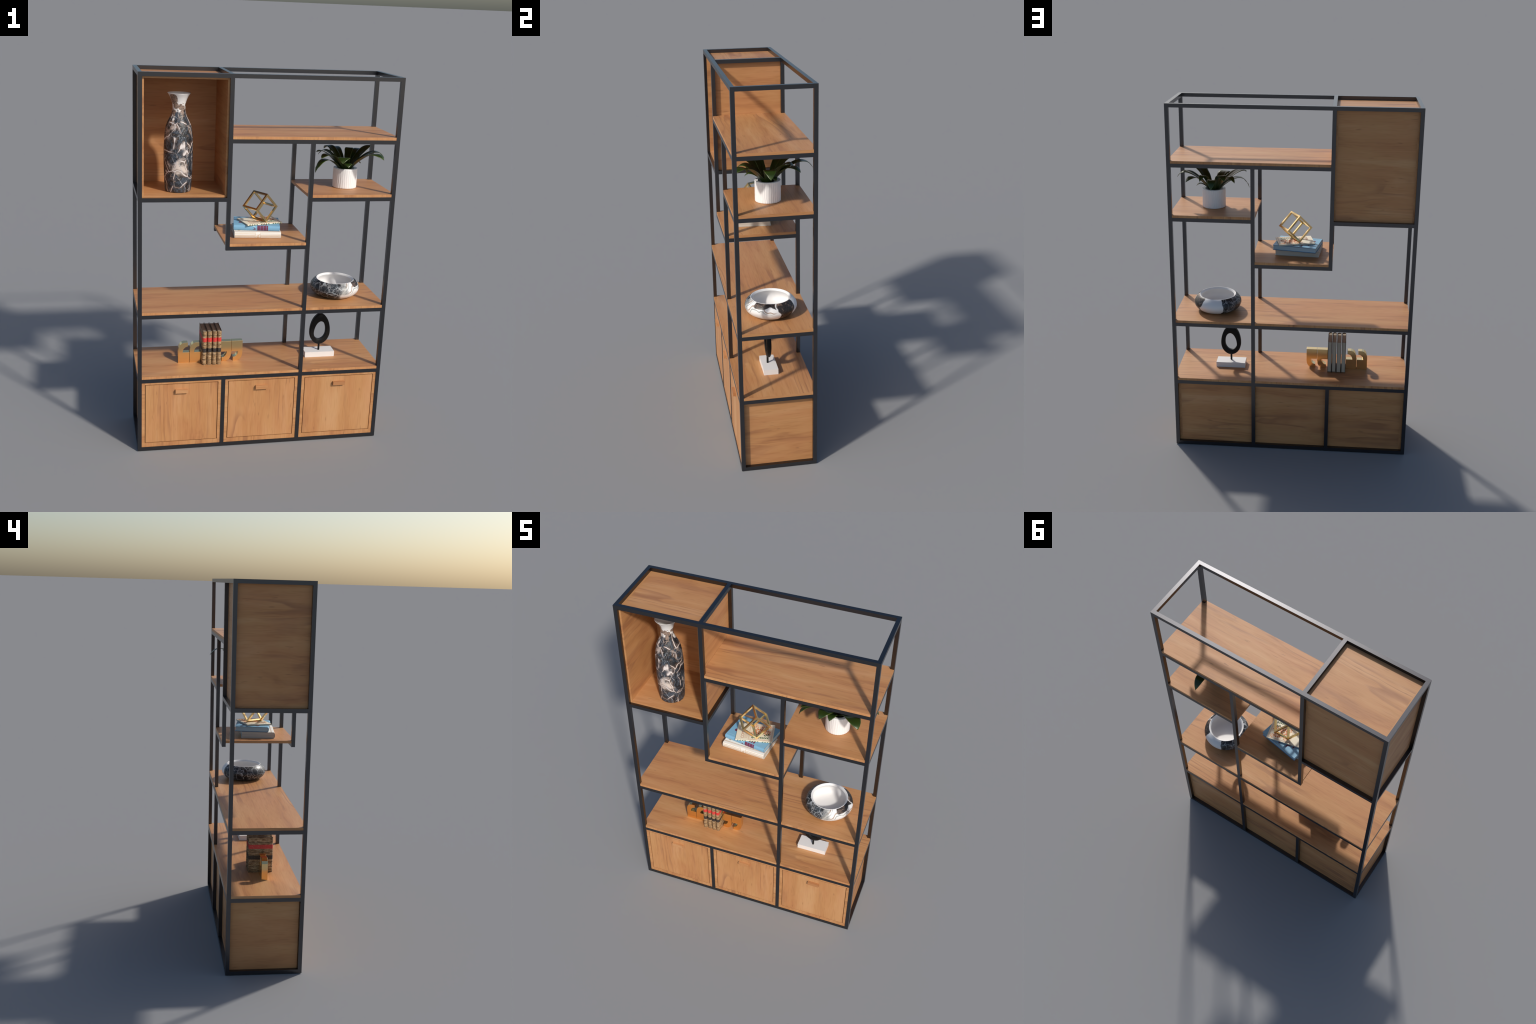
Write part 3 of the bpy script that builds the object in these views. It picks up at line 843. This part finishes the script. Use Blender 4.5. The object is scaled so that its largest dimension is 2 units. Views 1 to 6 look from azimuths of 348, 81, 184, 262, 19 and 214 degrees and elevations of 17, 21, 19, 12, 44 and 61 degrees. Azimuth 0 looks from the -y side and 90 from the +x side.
def flower(cx, cy, r, petals, mat, heart):
    for k in range(petals):
        a = 2 * math.pi * k / petals + cx * 40
        mk.lens(mat, cx + 0.35 * r * math.cos(a), cy + 0.35 * r * math.sin(a), r * 0.75, r * 0.42, a, 0.00003 * (k % 2))
    mk.dot(heart, cx, cy, r * 0.22, 0.0001)
for cx, cy, r, p, mt, ht in ((0.118, 0.082, 0.024, 9, INK_RUST, INK_ORANGE), (0.092, 0.060, 0.016, 7, INK_ORANGE, INK_RUST), (0.150, 0.108, 0.019, 8, INK_RUST, INK_ORANGE),
                             (0.100, 0.118, 0.014, 6, INK_ORANGE, INK_RUST), (0.166, 0.072, 0.019, 8, INK_RUST, INK_ORANGE), (0.176, 0.120, 0.012, 6, INK_ORANGE, INK_RUST), (0.128, 0.118, 0.010, 6, INK_ORANGE, INK_RUST)):
    flower(cx, cy, r, p, mt, ht)
for k in range(26):
    x, y = fr.uniform(0.078, 0.186), fr.uniform(0.052, 0.130)
    mk.lens(INK_RUST if k % 2 else INK_ORANGE, x, y, fr.uniform(0.004, 0.008), 0.0026, fr.uniform(0, 6.28), 0.00015)
def sprig(x, y, ang, n, step, ln, wd):
    ca_, sa_ = math.cos(ang), math.sin(ang)
    for k in range(n):
        px_, py_ = x + step * k * ca_, y + step * k * sa_
        mk.lens(INK_GREEN, px_, py_, ln, wd, ang + 0.65, 0.00018); mk.lens(INK_GREEN, px_, py_, ln, wd, ang - 0.65, 0.00018)
    mk.bar(INK_GREEN, x, y, x + step * n * ca_, y + step * n * sa_, 0.0008, 0.0001)
sprig(0.118, 0.030, 0.0, 6, 0.010, 0.012, 0.0042)
sprig(0.150, 0.048, 0.45, 3, 0.011, 0.013, 0.0048)
sprig(0.084, 0.026, 0.2, 2, 0.010, 0.012, 0.0046)
mk.lens(INK_GREEN, 0.138, 0.058, 0.020, 0.007, 0.9, 0.0002)
mk.done('printed_flower', cb)
# leaf row along the thin front spine
mk = Marks(lambda p: cpl((p[0], -p[2], p[1])), -0.0001, 0.0003)
for k in range(14):
    if k in (4, 9):
        continue
    x = 0.008 + 0.0135 * k
    mk.lens(INK_GREEN, x, 0.0036, 0.011, 0.0026, 0.30); mk.lens(INK_GREEN, x, 0.0046, 0.011, 0.0026, -0.30)
mk.done('printed_sprig', cb)
# title letters, reading away from the spine
tc = bpy.data.curves.new('title', 'FONT'); tc.body = 'COM'; tc.size = 0.024; tc.extrude = 0.0002
tob = bpy.data.objects.new('title_letters', tc); COLL.objects.link(tob)
bpy.context.view_layer.update()
dg = bpy.context.evaluated_depsgraph_get()
tme = bpy.data.meshes.new_from_object(tob.evaluated_get(dg))
bpy.data.objects.remove(tob)
bm = bmesh.new(); bm.from_mesh(tme); bpy.data.meshes.remove(tme)
for v in bm.verts:      # x reads along v (depth), y points to -u
    v.co = Vector(cpl((0.043 - v.co.y, 0.016 + v.co.x * 1.0, CH + 0.0003 + v.co.z)))
mesh_obj('title_letters', bm, INK_BROWN, cb)

# --- four upright leather volumes
for x, wd, dy, hh in ((-0.3115, 0.0238, 0.0, 0.196), (-0.2845, 0.0248, 0.001, 0.1955), (-0.2562, 0.0232, -0.001, 0.1958), (-0.2308, 0.0230, 0.0, 0.196)):
    ob = thing('leather_book', 'small old brown leather volume with red spine label', 'book', (x, 0, ZB_TOP))
    y0 = -0.0905 + dy
    pl = lambda p, x_=x, y_=y0: (x_ + p[2], y_ + p[1], ZB_TOP + p[0])
    book('leather_book', hh, 0.1345, wd, pl, (M_LEATHER, M_LEATHER_EDGE, PAGE_UP), ob, cov=0.0016, inset=0.0022, spine_r=0.0105, top_inset=0.0045)

# ================================================================== brass quotation-mark bookends
def quote_outline(w, hgt):
    pts = [(1.0, 0.0), (1.0, 0.522), (0.40, 0.522)]
    for k in range(1, 6):       # hollow under the hook
        a = math.pi / 2 * k / 5
        pts.append((0.86 - 0.46 * math.cos(a), 0.522 + 0.285 * math.sin(a)))
    pts += [(0.86, 1.0), (0.52, 1.0)]
    for k in range(1, 5):       # facetted outer shoulder
        a = math.pi / 2 * k / 4
        pts.append((0.52 - 0.52 * math.sin(a), 0.62 + 0.38 * math.cos(a)))
    pts.append((0.0, 0.0))
    return [(a * w, b * hgt) for a, b in pts]
def quote_pair(name, x_list, flip):
    q = thing(name, 'brass bookend shaped like two quotation marks', 'bookend', (x_list[0], -0.03, ZB_TOP))
    w, hgt = 0.0612, 0.1170
    ol = quote_outline(w, hgt)
    if flip:
        ol = [(w - a, hgt - b) for a, b in ol]
    for x0 in x_list:
        bm = bmesh.new()
        prism(bm, ol, -0.0455, -0.0130, 0, lambda p: (x0 + p[0], p[2], ZB_TOP + p[1]))
        bmesh.ops.recalc_face_normals(bm, faces=bm.faces)
        bevel_all(bm, 0.0009, 2, 50)
        mesh_obj('quotation_mark', bm, GOLD, q, True, 15)
    return q
quote_pair('quote_bookend', (-0.4380, -0.3750), False)
quote_pair('quote_bookend', (-0.2065, -0.1438), True)
bpy.context.view_layer.update()
